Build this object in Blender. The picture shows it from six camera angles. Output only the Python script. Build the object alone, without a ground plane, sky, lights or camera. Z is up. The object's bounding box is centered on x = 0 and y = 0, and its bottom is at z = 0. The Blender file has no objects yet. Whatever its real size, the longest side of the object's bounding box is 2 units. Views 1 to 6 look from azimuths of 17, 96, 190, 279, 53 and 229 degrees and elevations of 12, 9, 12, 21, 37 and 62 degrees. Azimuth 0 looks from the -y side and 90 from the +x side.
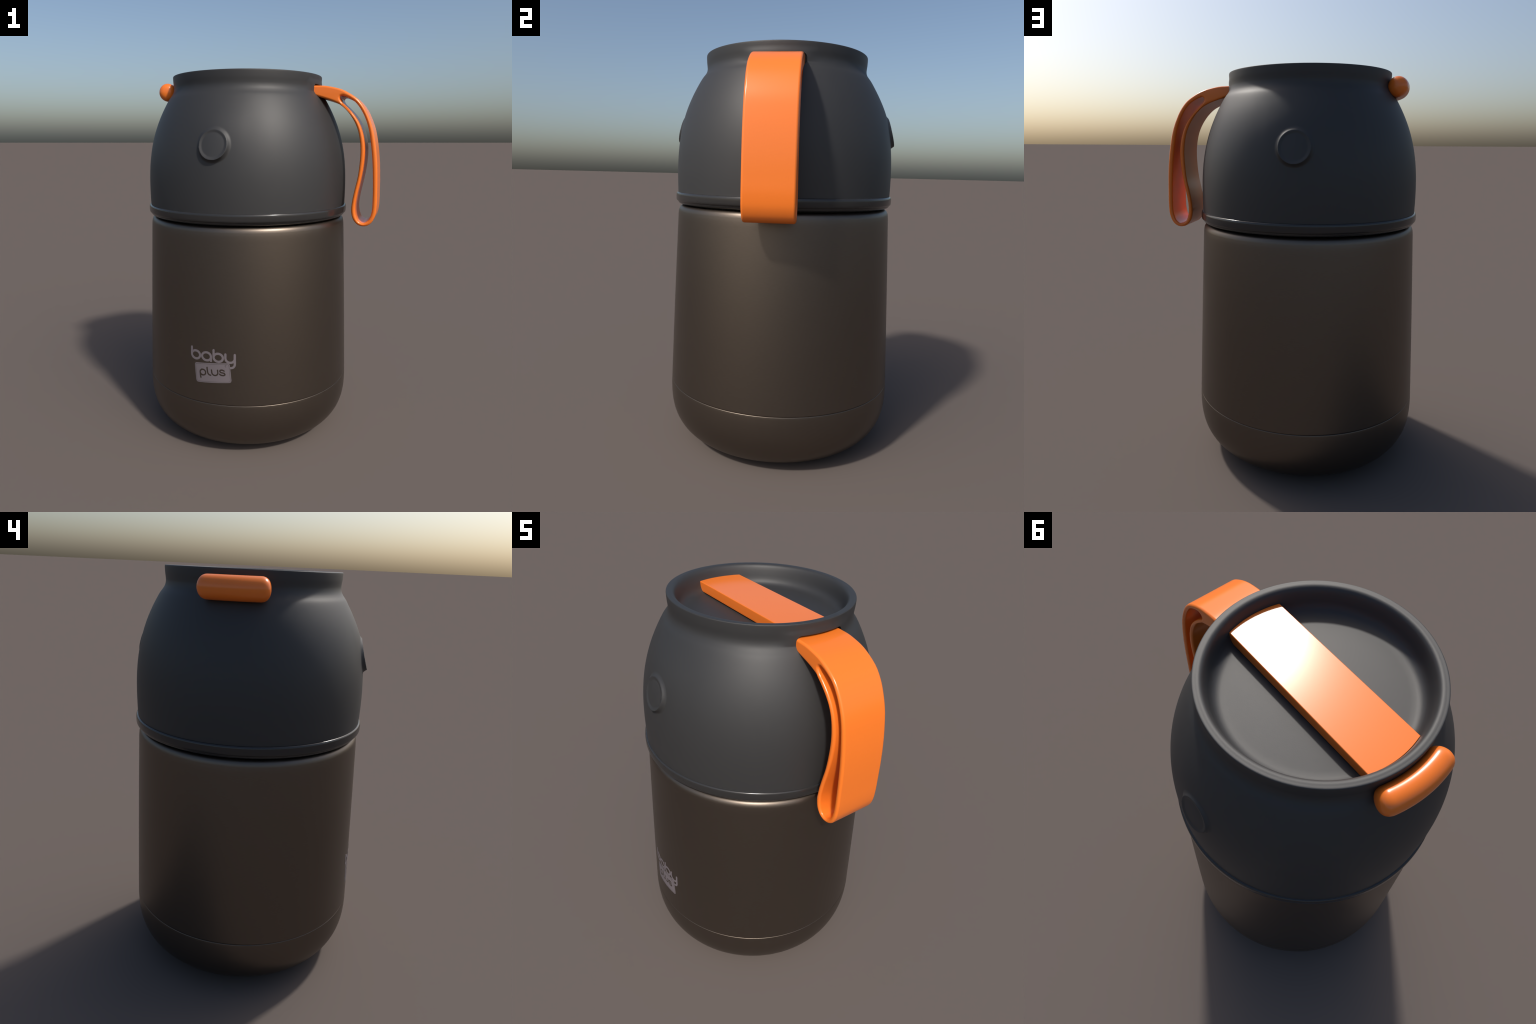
"""Insulated food flask: tapered metal body, rubbery domed lid with a recessed
carry bar, a loop strap on one side and a small grip roll on the other."""
import bpy, bmesh, math
import numpy as np
from mathutils import Vector

AXIS_X = -0.076            # the flask's own axis; the strap makes the box lopsided
PI = math.pi

# ------------------------------------------------------------------ helpers
def catmull(points, per=8, closed=False):
    """Centripetal-ish Catmull-Rom through 2D control points."""
    P = [np.array(p, float) for p in points]
    n = len(P)
    out = []
    segs = n if closed else n - 1
    for i in range(segs):
        p1, p2 = P[i % n], P[(i + 1) % n]
        p0 = P[(i - 1) % n] if (closed or i > 0) else p1 + (p1 - p2)
        p3 = P[(i + 2) % n] if (closed or i + 2 < n) else p2 + (p2 - p1)
        a = max(np.linalg.norm(p1 - p0), 1e-6) ** 0.5
        b = max(np.linalg.norm(p2 - p1), 1e-6) ** 0.5
        c = max(np.linalg.norm(p3 - p2), 1e-6) ** 0.5
        m1 = b * ((p1 - p0) / a - (p2 - p0) / (a + b) + (p2 - p1) / b)
        m2 = b * ((p2 - p1) / b - (p3 - p1) / (b + c) + (p3 - p2) / c)
        for k in range(per):
            t = k / per
            out.append((2*t**3-3*t**2+1)*p1 + (t**3-2*t**2+t)*m1 + (-2*t**3+3*t**2)*p2 + (t**3-t**2)*m2)
    if not closed:
        out.append(P[-1])
    return out

def smoothstep(a, b, x):
    t = np.clip((x - a) / (b - a), 0, 1)
    return t * t * (3 - 2 * t)

def mesh_object(name, verts, faces, material, parent, smooth_angle=40):
    me = bpy.data.meshes.new(name)
    me.from_pydata([tuple(map(float, v)) for v in verts], [], faces)
    bm = bmesh.new(); bm.from_mesh(me)
    bmesh.ops.recalc_face_normals(bm, faces=bm.faces)
    bm.to_mesh(me); bm.free()
    return finish(name, me, material, parent, smooth_angle)

def finish(name, me, material, parent, smooth_angle=40):
    me.materials.clear()
    me.materials.append(material)
    if smooth_angle is not None:
        me.shade_smooth()
        me.set_sharp_from_angle(angle=math.radians(smooth_angle))
    ob = bpy.data.objects.new(name, me)
    bpy.context.scene.collection.objects.link(ob)
    ob.parent = parent
    return ob

def flatten_shading(ob):
    """Area-weighted normals, so flat faces stay flat beside their rounded edges."""
    mod = ob.modifiers.new("weighted", "WEIGHTED_NORMAL")
    mod.keep_sharp = True; mod.weight = 50
    dg = bpy.context.evaluated_depsgraph_get()
    me = bpy.data.meshes.new_from_object(ob.evaluated_get(dg), preserve_all_data_layers=True, depsgraph=dg)
    ob.modifiers.clear()
    old = ob.data; name = old.name
    ob.data = me
    bpy.data.meshes.remove(old); me.name = name

def lathe(profile, thetas, warp=None):
    """Revolve an (r, z) profile; r = 0 ends close to a point. warp moves points."""
    verts, faces, rows = [], [], []
    nt = len(thetas)
    for r, z in profile:
        if r < 1e-6:
            rows.append([len(verts)]); verts.append((AXIS_X, 0.0, z))
        else:
            start = len(verts)
            for th in thetas:
                x, y, zz = r * math.cos(th), r * math.sin(th), z
                if warp:
                    x, y, zz = warp(x, y, zz)
                verts.append((AXIS_X + x, y, zz))
            rows.append(list(range(start, start + nt)))
    for a, b in zip(rows[:-1], rows[1:]):
        for j in range(nt):
            k = (j + 1) % nt
            if len(a) == 1 and len(b) == 1:
                continue
            if len(a) == 1:
                faces.append((a[0], b[j], b[k]))
            elif len(b) == 1:
                faces.append((a[j], b[0], a[k]))
            else:
                faces.append((a[j], b[j], b[k], a[k]))
    return verts, faces

ROUND = [2 * PI * i / 360 for i in range(360)]

# ---------------------------------------------------------------- materials
def new_material(name):
    m = bpy.data.materials.new(name)
    m.use_nodes = True
    nt = m.node_tree
    return m, nt, nt.nodes["Principled BSDF"]

def grain(nt, bsdf, scale, stretch, bump, rough, rough_var, colour, colour_var):
    """Fine noise that drives bump, roughness and a slight tone change."""
    N, L = nt.nodes, nt.links
    tc = N.new("ShaderNodeTexCoord")
    mp = N.new("ShaderNodeMapping"); mp.inputs["Scale"].default_value = stretch
    nz = N.new("ShaderNodeTexNoise")
    nz.inputs["Scale"].default_value = scale
    nz.inputs["Detail"].default_value = 3
    L.new(tc.outputs["Object"], mp.inputs["Vector"])
    L.new(mp.outputs["Vector"], nz.inputs["Vector"])
    bp = N.new("ShaderNodeBump")
    bp.inputs["Strength"].default_value = bump
    bp.inputs["Distance"].default_value = 0.001
    L.new(nz.outputs["Fac"], bp.inputs["Height"])
    L.new(bp.outputs["Normal"], bsdf.inputs["Normal"])
    mr = N.new("ShaderNodeMapRange")
    mr.inputs["To Min"].default_value = rough - rough_var
    mr.inputs["To Max"].default_value = rough + rough_var
    L.new(nz.outputs["Fac"], mr.inputs["Value"])
    L.new(mr.outputs["Result"], bsdf.inputs["Roughness"])
    cr = N.new("ShaderNodeValToRGB")
    lo = [c * (1 - colour_var) for c in colour]; hi = [c * (1 + colour_var) for c in colour]
    cr.color_ramp.elements[0].position = 0.3; cr.color_ramp.elements[0].color = (*lo, 1)
    cr.color_ramp.elements[1].position = 0.7; cr.color_ramp.elements[1].color = (*hi, 1)
    L.new(nz.outputs["Fac"], cr.inputs["Fac"])
    L.new(cr.outputs["Color"], bsdf.inputs["Base Color"])

def make_materials():
    M = {}
    m, nt, b = new_material("brown_brushed_metal")
    b.inputs["Metallic"].default_value = 0.96
    grain(nt, b, 60, (1, 1, 14), 0.12, 0.40, 0.025, (0.152, 0.126, 0.104), 0.04)
    M["metal"] = m
    m, nt, b = new_material("charcoal_soft_rubber")
    grain(nt, b, 260, (1, 1, 1), 0.10, 0.55, 0.02, (0.0285, 0.0285, 0.0292), 0.03)
    M["rubber"] = m
    m, nt, b = new_material("charcoal_glossy_plastic")
    grain(nt, b, 120, (1, 1, 1), 0.0, 0.20, 0.01, (0.025, 0.0245, 0.0245), 0.02)
    M["gloss"] = m
    m, nt, b = new_material("orange_silicone")
    grain(nt, b, 180, (1, 1, 1), 0.02, 0.24, 0.01, (0.82, 0.185, 0.022), 0.01)
    M["orange"] = m
    m, nt, b = new_material("pale_mauve_print")
    grain(nt, b, 200, (1, 1, 1), 0.0, 0.55, 0.01, (0.148, 0.126, 0.135), 0.02)
    M["print"] = m
    m, nt, b = new_material("dark_brown_print")
    grain(nt, b, 200, (1, 1, 1), 0.0, 0.5, 0.01, (0.040, 0.033, 0.028), 0.02)
    M["ink"] = m
    m, nt, b = new_material("dark_cavity_plastic")
    grain(nt, b, 120, (1, 1, 1), 0.0, 0.6, 0.01, (0.012, 0.012, 0.012), 0.02)
    M["dark"] = m
    return M

# ------------------------------------------------------------- metal vessel
WALL_TOP, WALL_TOP_R = 1.220, 0.5550
SEAM_Z = 0.3210
FOOT_H, FOOT_R, FOOT_BASE, FOOT_POW = 0.2866, 0.5930, 0.2913, 2.65

def wall_radius(z):
    """The vessel widens a little toward the foot."""
    t = (WALL_TOP - z) / (WALL_TOP - FOOT_H)
    return WALL_TOP_R + (FOOT_R - WALL_TOP_R) * t + 0.0012 * math.sin(PI * min(max(t, 0), 1))

def build_vessel(parent, M):
    s = SEAM_Z
    prof = [(0.500, 1.2505), (0.526, 1.2492), (0.5365, 1.2462), (0.5445, 1.2405),
            (0.5500, 1.2325), (0.5533, 1.2225), (0.5549, 1.2110)]
    prof = catmull(prof, 6)
    prof += [(wall_radius(z), z) for z in np.linspace(1.20, s + 0.006, 40)]
    prof += [(wall_radius(s) - 0.0001, s + 0.0016), (wall_radius(s) - 0.0006, s + 0.0010),
             (wall_radius(s) - 0.0030, s + 0.0006), (0.560, s + 0.0006)]
    v, f = lathe(prof, ROUND)
    body = mesh_object("body", v, f, M["metal"], parent, 50)

    foot = [(0.560, s - 0.0006), (wall_radius(s) - 0.0030, s - 0.0006), (wall_radius(s) - 0.0016, s - 0.0010),
            (wall_radius(s) - 0.0006, s - 0.0020), (wall_radius(s) - 0.0001, s - 0.0036)]
    foot += [(wall_radius(z), z) for z in np.linspace(s - 0.014, FOOT_H, 4)][:-1]
    for t in np.linspace(0, PI / 2, 48):
        foot.append((FOOT_BASE + (FOOT_R - FOOT_BASE) * max(math.cos(t), 0) ** (2 / FOOT_POW),
                     FOOT_H - FOOT_H * math.sin(t) ** (2 / FOOT_POW)))
    foot.append((0.0, 0.0))
    v, f = lathe(foot, ROUND)
    mesh_object("foot", v, f, M["metal"], parent, 50)

    v, f = lathe([(0.0, 1.300), (0.515, 1.300), (0.515, 1.235), (0.0, 1.235)], ROUND)
    mesh_object("neck", v, f, M["dark"], parent, 40)
    return body

# --------------------------------------------------------------------- lid
DOME = [(0.5565, 1.3000), (0.5565, 1.3150), (0.5575, 1.3621), (0.5578, 1.4092), (0.5569, 1.4562), (0.5545, 1.5033), (0.5501, 1.5504), (0.5433, 1.5975), (0.5338, 1.6446), (0.5213, 1.6917), (0.5055, 1.7388), (0.4862, 1.7858), (0.4632, 1.8329), (0.4363, 1.8800),
        (0.4210, 1.9000), (0.4142, 1.9110), (0.4102, 1.9215), (0.4082, 1.9340), (0.4086, 1.9460), (0.4108, 1.9670),
        (0.4118, 1.9850)]
RIM = [(0.4118, 1.9850), (0.4118, 1.9960), (0.4110, 1.9988), (0.4090, 2.0000), (0.4000, 2.0000), (0.3925, 1.9998),
       (0.3870, 1.9986), (0.3820, 1.9958), (0.3773, 1.9898), (0.3733, 1.9800), (0.3700, 1.9680), (0.3672, 1.9560),
       (0.3645, 1.9440), (0.3608, 1.9325), (0.3548, 1.9220), (0.3455, 1.9140), (0.3330, 1.9092),
       (0.3170, 1.9072), (0.2900, 1.9065)]
BUTTON_Z = 1.642
BUTTON_EDGE = 0.0890

def button_height(rho, x, z):
    """Raised ring with a shallow dished face, in metres above the dome."""
    flank = (0.0138 - 0.085 * (z - BUTTON_Z)) * (1 - np.clip((rho - 0.0715) / 0.0175, 0, 1)) ** 1.8
    skirt = 0.0068 * math.exp(-(x / 0.12) ** 2 - ((z - 1.715) / 0.100) ** 2)
    dish = -0.0055 * (1 - smoothstep(0.055, 0.0735, rho))
    return flank + skirt + dish

def lid_warp(x, y, z):
    if 1.49 < z < 1.885 and abs(x) < 0.20:
        rho = math.hypot(x, (z - BUTTON_Z) * 1.0)
        fade = float((1 - smoothstep(0.12, 0.20, abs(x))) * (1 - smoothstep(0.14, 0.19, abs(z - 1.69))))
        y += math.copysign(float(button_height(rho, x, z)) * fade, y)
    # the neck groove fills in where the strap comes out
    if x > 0.25 and 1.87 < z < 1.985 and abs(y) < 0.22:
        r = math.hypot(x, y)
        if r > 0.40:
            w = float((1 - smoothstep(0.12, 0.19, abs(y))) * smoothstep(1.885, 1.915, z) * (1 - smoothstep(1.955, 1.98, z)))
            want = max(r, 0.4135)
            k = 1 + w * (want / r - 1)
            x *= k; y *= k
    return x, y, z

def build_lid(parent, M):
    prof = [(0.0, 1.300)] + catmull(DOME, 5)
    # fine rows where the buttons sit
    prof2 = []
    for (r0, z0), (r1, z1) in zip(prof[:-1], prof[1:]):
        prof2.append((r0, z0))
        if r0 > 0.1 and 1.54 < (z0 + z1) / 2 < 1.75:
            n = max(1, int(abs(z1 - z0) / 0.0022))
            for k in range(1, n):
                prof2.append((r0 + (r1 - r0) * k / n, z0 + (z1 - z0) * k / n))
    prof2 += catmull(RIM, 5) + [(0.2, 1.9065), (0.1, 1.9065), (0.0, 1.9065)]
    # fine columns facing front and back
    th, a = [], 0.0
    while a < 360 - 1e-6:
        th.append(math.radians(a))
        near = min(abs(a - 90), abs(a - 270))
        a += 0.25 if near < 10.5 else 0.75
    v, f = lathe(prof2, th, lid_warp)
    me = bpy.data.meshes.new("lid")
    me.from_pydata([tuple(map(float, p)) for p in v], [], f)
    bm = bmesh.new(); bm.from_mesh(me)
    bmesh.ops.remove_doubles(bm, verts=bm.verts, dist=1e-5)
    bmesh.ops.recalc_face_normals(bm, faces=bm.faces)
    bm.to_mesh(me); bm.free()
    lid = bpy.data.objects.new("lid", me)
    bpy.context.scene.collection.objects.link(lid)

    # slot for the strap: a rounded box cut
    y_lo, y_hi, z0, z1, rr = -0.1128, 0.1215, 1.894, 1.9510, 0.024
    loop = []
    for cyy, czz, a0 in ((y_hi - rr, z1 - rr, 0), (y_lo + rr, z1 - rr, 90), (y_lo + rr, z0 + rr, 180), (y_hi - rr, z0 + rr, 270)):
        for k in range(9):
            t = math.radians(a0 + 90 * k / 8)
            loop.append((cyy + rr * math.cos(t), czz + rr * math.sin(t)))
    n = len(loop)
    cv = [(0.300, y, z) for y, z in loop] + [(0.50, y, z) for y, z in loop]
    cf = [tuple(range(n))[::-1], tuple(range(n, 2 * n))] + [(i, (i + 1) % n, n + (i + 1) % n, n + i) for i in range(n)]
    cme = bpy.data.meshes.new("cutter"); cme.from_pydata(cv, [], cf)
    bm = bmesh.new(); bm.from_mesh(cme); bmesh.ops.recalc_face_normals(bm, faces=bm.faces); bm.to_mesh(cme); bm.free()
    cutter = bpy.data.objects.new("cutter", cme)
    bpy.context.scene.collection.objects.link(cutter)
    mod = lid.modifiers.new("slot", "BOOLEAN")
    mod.operation = "DIFFERENCE"; mod.solver = "EXACT"; mod.object = cutter
    bpy.context.view_layer.update()
    dg = bpy.context.evaluated_depsgraph_get()
    full = bpy.data.meshes.new_from_object(lid.evaluated_get(dg))
    bpy.data.objects.remove(lid); bpy.data.objects.remove(cutter)
    full.shade_smooth()
    full.set_sharp_from_angle(angle=math.radians(38))

    # split the two buttons off, sharing the normals of the whole surface
    nv = len(full.vertices); co = np.empty(nv * 3); full.vertices.foreach_get("co", co); co = co.reshape(-1, 3)
    cn = [tuple(c.vector) for c in full.corner_normals]
    groups = {"lid": [], "front": [], "back": []}
    for p in full.polygons:
        c = p.center
        rho = math.hypot(c[0] - AXIS_X, c[2] - BUTTON_Z)
        key = "lid"
        if rho < BUTTON_EDGE and abs(c[1]) > 0.45:
            key = "front" if c[1] < 0 else "back"
        groups[key].append(p)
    for key, name in (("lid", "lid"), ("front", "button"), ("back", "button")):
        idx, verts, faces, normals = {}, [], [], []
        for p in groups[key]:
            face = []
            for li, vi in zip(p.loop_indices, p.vertices):
                if vi not in idx:
                    idx[vi] = len(verts); verts.append(tuple(co[vi]))
                face.append(idx[vi]); normals.append(cn[li])
            faces.append(face)
        me = bpy.data.meshes.new(name)
        me.from_pydata(verts, [], faces)
        me.shade_smooth()
        me.normals_split_custom_set(normals)
        finish(name, me, M["rubber"], parent, None)

    ring = [(0.540, 1.3150), (0.5575, 1.3142), (0.5612, 1.3128), (0.5640, 1.3098), (0.5656, 1.3050), (0.5662, 1.2980),
            (0.5663, 1.2880), (0.5660, 1.2800), (0.5645, 1.2745), (0.5612, 1.2708)]
    lip = [(0.5612, 1.2708), (0.5575, 1.2690), (0.5570, 1.2670), (0.5550, 1.2625), (0.5500, 1.2580), (0.5420, 1.2548), (0.5100, 1.2545)]
    prof = catmull(ring, 5) + catmull(lip, 4)[1:]
    v, f = lathe(prof, ROUND)
    mesh_object("lid_ring", v, f, M["gloss"], parent, 60)

# -------------------------------------------------------------- orange parts
HALF_W = 0.112
STRAP_OUT = [(0.305, 1.9420), (0.335, 1.9410), (0.376, 1.9390), (0.418, 1.9315), (0.462, 1.9195), (0.506, 1.8980),
             (0.549, 1.8680), (0.583, 1.8270), (0.610, 1.7760), (0.631, 1.7200), (0.6465, 1.6500), (0.6575, 1.5740),
             (0.6640, 1.4950), (0.6675, 1.4000), (0.6685, 1.3200), (0.663, 1.2730), (0.646, 1.2360), (0.623, 1.2180),
             (0.599, 1.2140), (0.572, 1.2220), (0.547, 1.2500), (0.536, 1.2930), (0.539, 1.3450), (0.549, 1.4040),
             (0.563, 1.4720), (0.570, 1.5400), (0.572, 1.6070), (0.567, 1.6600), (0.554, 1.7150), (0.532, 1.7620),
             (0.500, 1.8060), (0.465, 1.8380), (0.430, 1.8570), (0.395, 1.8700), (0.352, 1.8830), (0.305, 1.8980)]
STRAP_HOLE = [(0.4555, 1.8760), (0.459, 1.8860), (0.470, 1.8885), (0.487, 1.8830), (0.511, 1.8710), (0.538, 1.8520),
              (0.568, 1.8140), (0.594, 1.7640), (0.612, 1.7080), (0.625, 1.6370), (0.635, 1.5600), (0.641, 1.4800),
              (0.6455, 1.3700), (0.643, 1.2880), (0.629, 1.2490), (0.604, 1.2320), (0.578, 1.2410), (0.562, 1.2720),
              (0.557, 1.3150), (0.563, 1.3700), (0.578, 1.4470), (0.590, 1.5200), (0.595, 1.5900), (0.592, 1.6450),
              (0.581, 1.6970), (0.560, 1.7500), (0.527, 1.7970), (0.490, 1.8350), (0.466, 1.8570)]

def extruded_shape(name, loops, half, bevel, to_world, material, parent, smooth=35, res=3):
    """Fill 2D loops (first outer, others holes), extrude both ways with a rounded edge."""
    cu = bpy.data.curves.new(name, "CURVE")
    cu.dimensions = "2D"; cu.fill_mode = "BOTH"
    cu.extrude = half - bevel; cu.bevel_depth = bevel; cu.bevel_resolution = res; cu.offset = -bevel
    for lp in loops:
        sp = cu.splines.new("POLY"); sp.points.add(len(lp) - 1); sp.use_cyclic_u = True
        for p, q in zip(sp.points, lp):
            p.co = (q[0], q[1], 0, 1)
    tmp = bpy.data.objects.new(name + "_curve", cu)
    bpy.context.scene.collection.objects.link(tmp)
    dg = bpy.context.evaluated_depsgraph_get()
    me = bpy.data.meshes.new_from_object(tmp.evaluated_get(dg))
    bpy.data.objects.remove(tmp); bpy.data.curves.remove(cu)
    bm = bmesh.new(); bm.from_mesh(me)
    bmesh.ops.remove_doubles(bm, verts=bm.verts, dist=1e-6)
    for v in bm.verts:
        v.co = Vector(to_world(v.co))
    bmesh.ops.recalc_face_normals(bm, faces=bm.faces)
    bm.to_mesh(me); bm.free()
    me.name = name
    return finish(name, me, material, parent, smooth)

def build_orange(parent, M):
    straight = [tuple(p) for p in catmull(STRAP_OUT, 6)]
    hole = [tuple(p) for p in catmull(STRAP_HOLE, 6, closed=True)]
    strap = extruded_shape("carry_strap", [straight, hole], HALF_W, 0.0105,
                   lambda c: (c.x, c.z, c.y), M["orange"], parent, 50, 4)
    flatten_shading(strap)

    # bar across the recess: its ends follow the round wall
    half, top, bottom = 0.111, 1.9560, 1.9105
    def bar_loop(y_half, radius):
        loop = []
        a = math.asin(y_half / radius)
        for k in range(17):
            t = -a + 2 * a * k / 16
            loop.append((AXIS_X + radius * math.cos(t), radius * math.sin(t)))
        for k in range(17):
            t = PI - a + 2 * a * k / 16
            loop.append((AXIS_X + radius * math.cos(t), radius * math.sin(t)))
        return loop
    levels = [(bottom, -0.004, -0.022), (bottom + 0.0015, -0.0008, -0.0185), (bottom + 0.004, 0, -0.0150), (bottom + 0.009, 0, -0.0095),
              (bottom + 0.016, 0, -0.005), (bottom + 0.026, 0, -0.002), (top - 0.004, 0, 0.0), (top - 0.0012, -0.0008, -0.0004), (top, -0.0032, -0.0020)]
    verts, faces, n = [], [], 34
    for z, dy, dr in levels:
        for x, y in bar_loop(half + dy, 0.3662 + dr):
            verts.append((x, y, z))
    for i in range(len(levels) - 1):
        for j in range(n):
            k = (j + 1) % n
            faces.append((i*n + j, i*n + k, (i+1)*n + k, (i+1)*n + j))
    faces.append(tuple(range(n))[::-1])
    faces.append(tuple((len(levels)-1)*n + j for j in range(n)))
    flatten_shading(mesh_object("carry_bar", verts, faces, M["orange"], parent, 60))

    # grip roll: a bent round bar with blunt ends against the neck
    rc, zc, tube, half_len, cap = 0.4515, 1.9270, 0.0490, 0.147, 0.042
    verts, faces, rings = [], [], []
    stations = [(-half_len + cap * (1 - math.cos(t) ** (2/2.5)), math.sin(t) ** (2/2.5)) for t in np.linspace(0.02, PI/2, 16)]
    stations += [(s, 1.0) for s in np.linspace(-half_len + cap, half_len - cap, 22)[1:-1]]
    stations += [(-s, q) for s, q in stations[:16][::-1]]
    m = 48
    for s, q in stations:
        ang = PI + s / rc
        row = []
        for k in range(m):
            a = 2 * PI * k / m
            r = rc + tube * q * math.cos(a)
            row.append(len(verts))
            verts.append((AXIS_X + r * math.cos(ang), r * math.sin(ang), zc + tube * q * math.sin(a)))
        rings.append(row)
    for a, b in zip(rings[:-1], rings[1:]):
        for k in range(m):
            faces.append((a[k], a[(k+1) % m], b[(k+1) % m], b[k]))
    faces.append(tuple(rings[0])); faces.append(tuple(rings[-1][::-1]))
    mesh_object("grip_roll", verts, faces, M["orange"], parent, 60)

# ------------------------------------------------------------------ printing
PRINT_R = 0.585     # arc lengths of the print are measured at this radius

def on_wall(lift):
    def f(c):
        a = c.x / PRINT_R
        r = wall_radius(c.y) + lift + c.z
        return (AXIS_X + r * math.sin(a), -r * math.cos(a), c.y)
    return f

def resample(path, step, closed):
    P = [np.array(p, float) for p in path] + ([np.array(path[0], float)] if closed else [])
    out = []
    for a, b in zip(P[:-1], P[1:]):
        n = max(1, int(math.ceil(np.linalg.norm(b - a) / step)))
        out += [a + (b - a) * k / n for k in range(n)]
    return out if closed else out + [P[-1]]

def pen_stroke(path, radius, closed, lift, thick):
    """Thin film of constant width along a path, round ends, bent onto the wall."""
    P = resample(path, 0.003, closed)
    n = len(P)
    def tangent(i):
        a = P[i - 1] if (i > 0 or closed) else P[i]
        b = P[(i + 1) % n] if (i + 1 < n or closed) else P[i]
        return (b - a) / max(np.linalg.norm(b - a), 1e-9)
    rows = [(P[i], tangent(i), radius) for i in range(n)]
    if not closed:
        caps = [math.radians(a) for a in (15, 35, 55, 75, 88)]
        d0, d1 = tangent(0), tangent(n - 1)
        rows = [(P[0] - d0 * radius * math.sin(a), d0, radius * math.cos(a)) for a in caps[::-1]] + rows \
             + [(P[-1] + d1 * radius * math.sin(a), d1, radius * math.cos(a)) for a in caps]
    f = on_wall(lift)
    verts, faces = [], []
    for p, d, r in rows:
        nn = np.array([-d[1], d[0]]) * r
        for q, h in ((p + nn, thick), (p - nn, thick), (p - nn, -0.0006), (p + nn, -0.0006)):
            verts.append(f(Vector((q[0], q[1], h))))
    m = len(rows)
    for i in range(m if closed else m - 1):
        a, b = 4 * i, 4 * ((i + 1) % m)
        for k in range(4):
            faces.append((a + k, a + (k + 1) % 4, b + (k + 1) % 4, b + k))
    if not closed:
        faces += [(0, 1, 2, 3), tuple(4 * (m - 1) + k for k in (3, 2, 1, 0))]
    return verts, faces

def arc(cx, cy, rx, ry, a0, a1, n=20):
    return [(cx + rx * math.cos(math.radians(a0 + (a1 - a0) * k / n)), cy + ry * math.sin(math.radians(a0 + (a1 - a0) * k / n))) for k in range(n + 1)]

def thin_plate(name, loops, lift, thick, material, parent):
    """A printed film: subdivided finely along the wall before it is bent round."""
    cu = bpy.data.curves.new(name, "CURVE")
    cu.dimensions = "2D"; cu.fill_mode = "BOTH"; cu.extrude = thick / 2
    for lp in loops:
        sp = cu.splines.new("POLY"); sp.points.add(len(lp) - 1); sp.use_cyclic_u = True
        for p, q in zip(sp.points, lp):
            p.co = (q[0], q[1], 0, 1)
    tmp = bpy.data.objects.new(name + "_curve", cu)
    bpy.context.scene.collection.objects.link(tmp)
    dg = bpy.context.evaluated_depsgraph_get()
    me = bpy.data.meshes.new_from_object(tmp.evaluated_get(dg))
    bpy.data.objects.remove(tmp); bpy.data.curves.remove(cu)
    bm = bmesh.new(); bm.from_mesh(me)
    bmesh.ops.remove_doubles(bm, verts=bm.verts, dist=1e-7)
    xs = [v.co.x for v in bm.verts]
    x = min(xs) + 0.006
    while x < max(xs):
        bmesh.ops.bisect_plane(bm, geom=bm.verts[:] + bm.edges[:] + bm.faces[:], plane_co=(x, 0, 0), plane_no=(1, 0, 0))
        x += 0.006
    f = on_wall(lift)
    for v in bm.verts:
        v.co = Vector(f(v.co))
    bmesh.ops.recalc_face_normals(bm, faces=bm.faces)
    bm.to_mesh(me); bm.free()
    me.name = name
    return finish(name, me, material, parent, 30)

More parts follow.
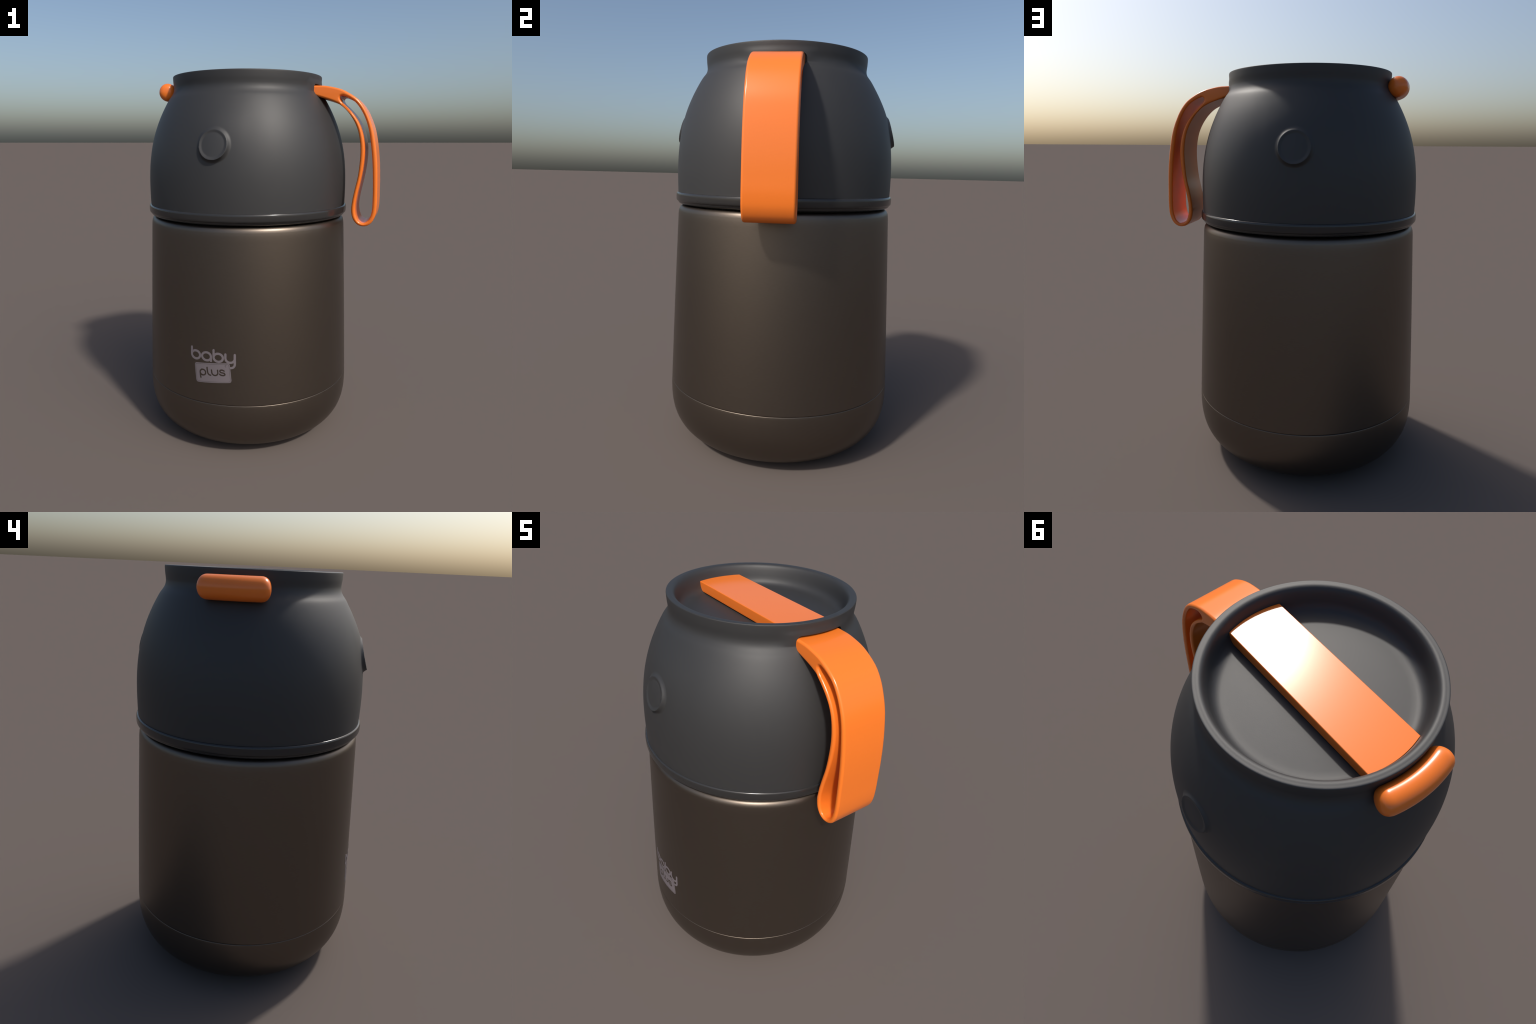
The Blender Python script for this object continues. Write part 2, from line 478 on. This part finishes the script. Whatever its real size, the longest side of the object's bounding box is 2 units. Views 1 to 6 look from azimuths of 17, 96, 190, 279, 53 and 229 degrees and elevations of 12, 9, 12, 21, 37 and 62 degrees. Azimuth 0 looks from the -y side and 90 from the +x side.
def build_print(body, M):
    w, rx, ry, mid = 0.0060, 0.0252, 0.0216, 0.5780
    x_b, x_a, x_b2 = -0.1030, -0.0402, 0.0246
    lift = 0.0
    def letter(name, strokes, radius, lift_, mat):
        verts, faces = [], []
        for k, (path, closed) in enumerate(strokes):
            v, f = pen_stroke(path, radius, closed, lift_ + 0.00012 * k, 0.0)
            faces += [tuple(i + len(verts) for i in q) for q in f]
            verts += v
        return mesh_object(name, verts, faces, mat, body, 40)
    # upper word, drawn with a round pen
    e = 0.0001
    letter("printed_letter", [(arc(x_b, mid, rx, ry, 0, 360, 40)[:-1], True),
                              ([(x_b - rx, 0.6158), (x_b - rx, mid)], False)], w, 0.0007, M["print"])
    letter("printed_letter", [(arc(x_a, mid, rx, ry, 0, 360, 40)[:-1], True),
                              ([(x_a + rx, mid), (x_a + rx, 0.5565)], False)], w, 0.0010, M["print"])
    letter("printed_letter", [(arc(x_b2, mid, rx, ry, 0, 360, 40)[:-1], True),
                              ([(x_b2 - rx, 0.6160), (x_b2 - rx, mid)], False)], w, 0.0007, M["print"])
    yl, yr = 0.0630, 0.1120
    cxm, hx = (yl + yr) / 2, (yr - yl) / 2
    cup = [(yl, 0.5995), (yl, 0.590)] + arc(cxm, 0.580, hx, 0.0235, 180, 340, 22)
    stem = [(yr, 0.5992), (yr, 0.5500)] + arc(yr - 0.0205, 0.5490, 0.0205, 0.0205, 0, -95, 12)
    letter("printed_letter", [(cup, False), (stem, False)], w, 0.0010, M["print"])

    # leather-like tag, a slightly turned rounded rectangle
    ang = math.radians(5.7)
    ca, sa = math.cos(ang), math.sin(ang)
    tx, ty, hw, hh, rr = -0.0075, 0.4915, 0.0985, 0.0532, 0.0135
    def rounded(hw, hh, rr, n=8):
        lp = []
        for sx, sy, a0 in ((1, 1, 0), (-1, 1, 90), (-1, -1, 180), (1, -1, 270)):
            for k in range(n + 1):
                t = math.radians(a0 + 90 * k / n)
                lp.append((sx * (hw - rr) + rr * math.cos(t), sy * (hh - rr) + rr * math.sin(t)))
        return lp
    turn = lambda p: (tx + p[0] * ca - p[1] * sa, ty + p[0] * sa + p[1] * ca)
    tag = thin_plate("printed_tag", [[turn(p) for p in rounded(hw, hh, rr)]], 0.0, 0.0010, M["print"], body)

    # dotted stitching just inside the tag's edge
    path = rounded(hw - 0.0052, hh - 0.0052, rr - 0.004)
    pts, acc = [], 0.0
    pitch = 0.0046
    P = [np.array(p) for p in path + path[:1]]
    for a, b in zip(P[:-1], P[1:]):
        L = np.linalg.norm(b - a)
        while acc < L:
            pts.append((a + (b - a) * acc / L, (b - a) / L)); acc += pitch
        acc -= L
    verts, faces = [], []
    f = on_wall(0.0007)
    for p, d in pts:
        nrm = np.array([-d[1], d[0]])
        q = [p + d * sx * 0.0012 + nrm * sy * 0.0009 for sx, sy in ((-1, -1), (1, -1), (1, 1), (-1, 1))]
        i = len(verts)
        for h in (-0.0004, 0.0002):
            verts += [f(Vector((*turn(c), h))) for c in q]
        faces += [(i, i+1, i+2, i+3), (i+4, i+5, i+6, i+7)] + [(i+k, i+(k+1) % 4, i+4+(k+1) % 4, i+4+k) for k in range(4)]
    st = mesh_object("stitching", verts, faces, M["ink"], body, 30)
    st["kind"] = "stuff"

    # lower word, dark on the tag
    w2, lt = 0.0038, 0.0008
    letter("printed_letter", [(arc(-0.0612, 0.4888, 0.0160, 0.0152, 0, 360, 32)[:-1], True),
                              ([(-0.0772, 0.4880), (-0.0752, 0.4720), (-0.0733, 0.4580)], False)], w2, lt, M["metal"])
    letter("printed_letter", [([(-0.0372, 0.5180), (-0.0362, 0.5080), (-0.0345, 0.4960)] + arc(-0.0180, 0.4955, 0.0160, 0.0168, 185, 275, 10), False)], w2, lt, M["metal"])
    letter("printed_letter", [([(-0.0122, 0.5075), (-0.0112, 0.5000)] + arc(0.0060, 0.4962, 0.0168, 0.0158, 180, 350, 18) + [(0.0222, 0.5020), (0.0212, 0.5105)], False)], w2, lt, M["metal"])
    s_path = catmull([(0.0560, 0.5100), (0.0470, 0.5135), (0.0380, 0.5125), (0.0335, 0.5065), (0.0380, 0.5005), (0.0480, 0.4990),
                      (0.0570, 0.4965), (0.0600, 0.4905), (0.0550, 0.4855), (0.0460, 0.4848), (0.0370, 0.4868), (0.0325, 0.4905)], 5)
    letter("printed_letter", [(s_path, False)], w2, lt, M["metal"])
    letter("printed_mark", [(arc(0.0672, 0.5372, 0.0065, 0.0060, 80, 260, 12), False)], 0.0007, lt, M["ink"])

# ---------------------------------------------------------------------- main
def main():
    M = make_materials()
    root = bpy.data.objects.new("food_flask", None)
    bpy.context.scene.collection.objects.link(root)
    root["label"] = "brown insulated food flask with charcoal lid and orange strap"
    root["category"] = "food flask"
    body = build_vessel(root, M)
    build_lid(root, M)
    build_orange(root, M)
    build_print(body, M)

main()
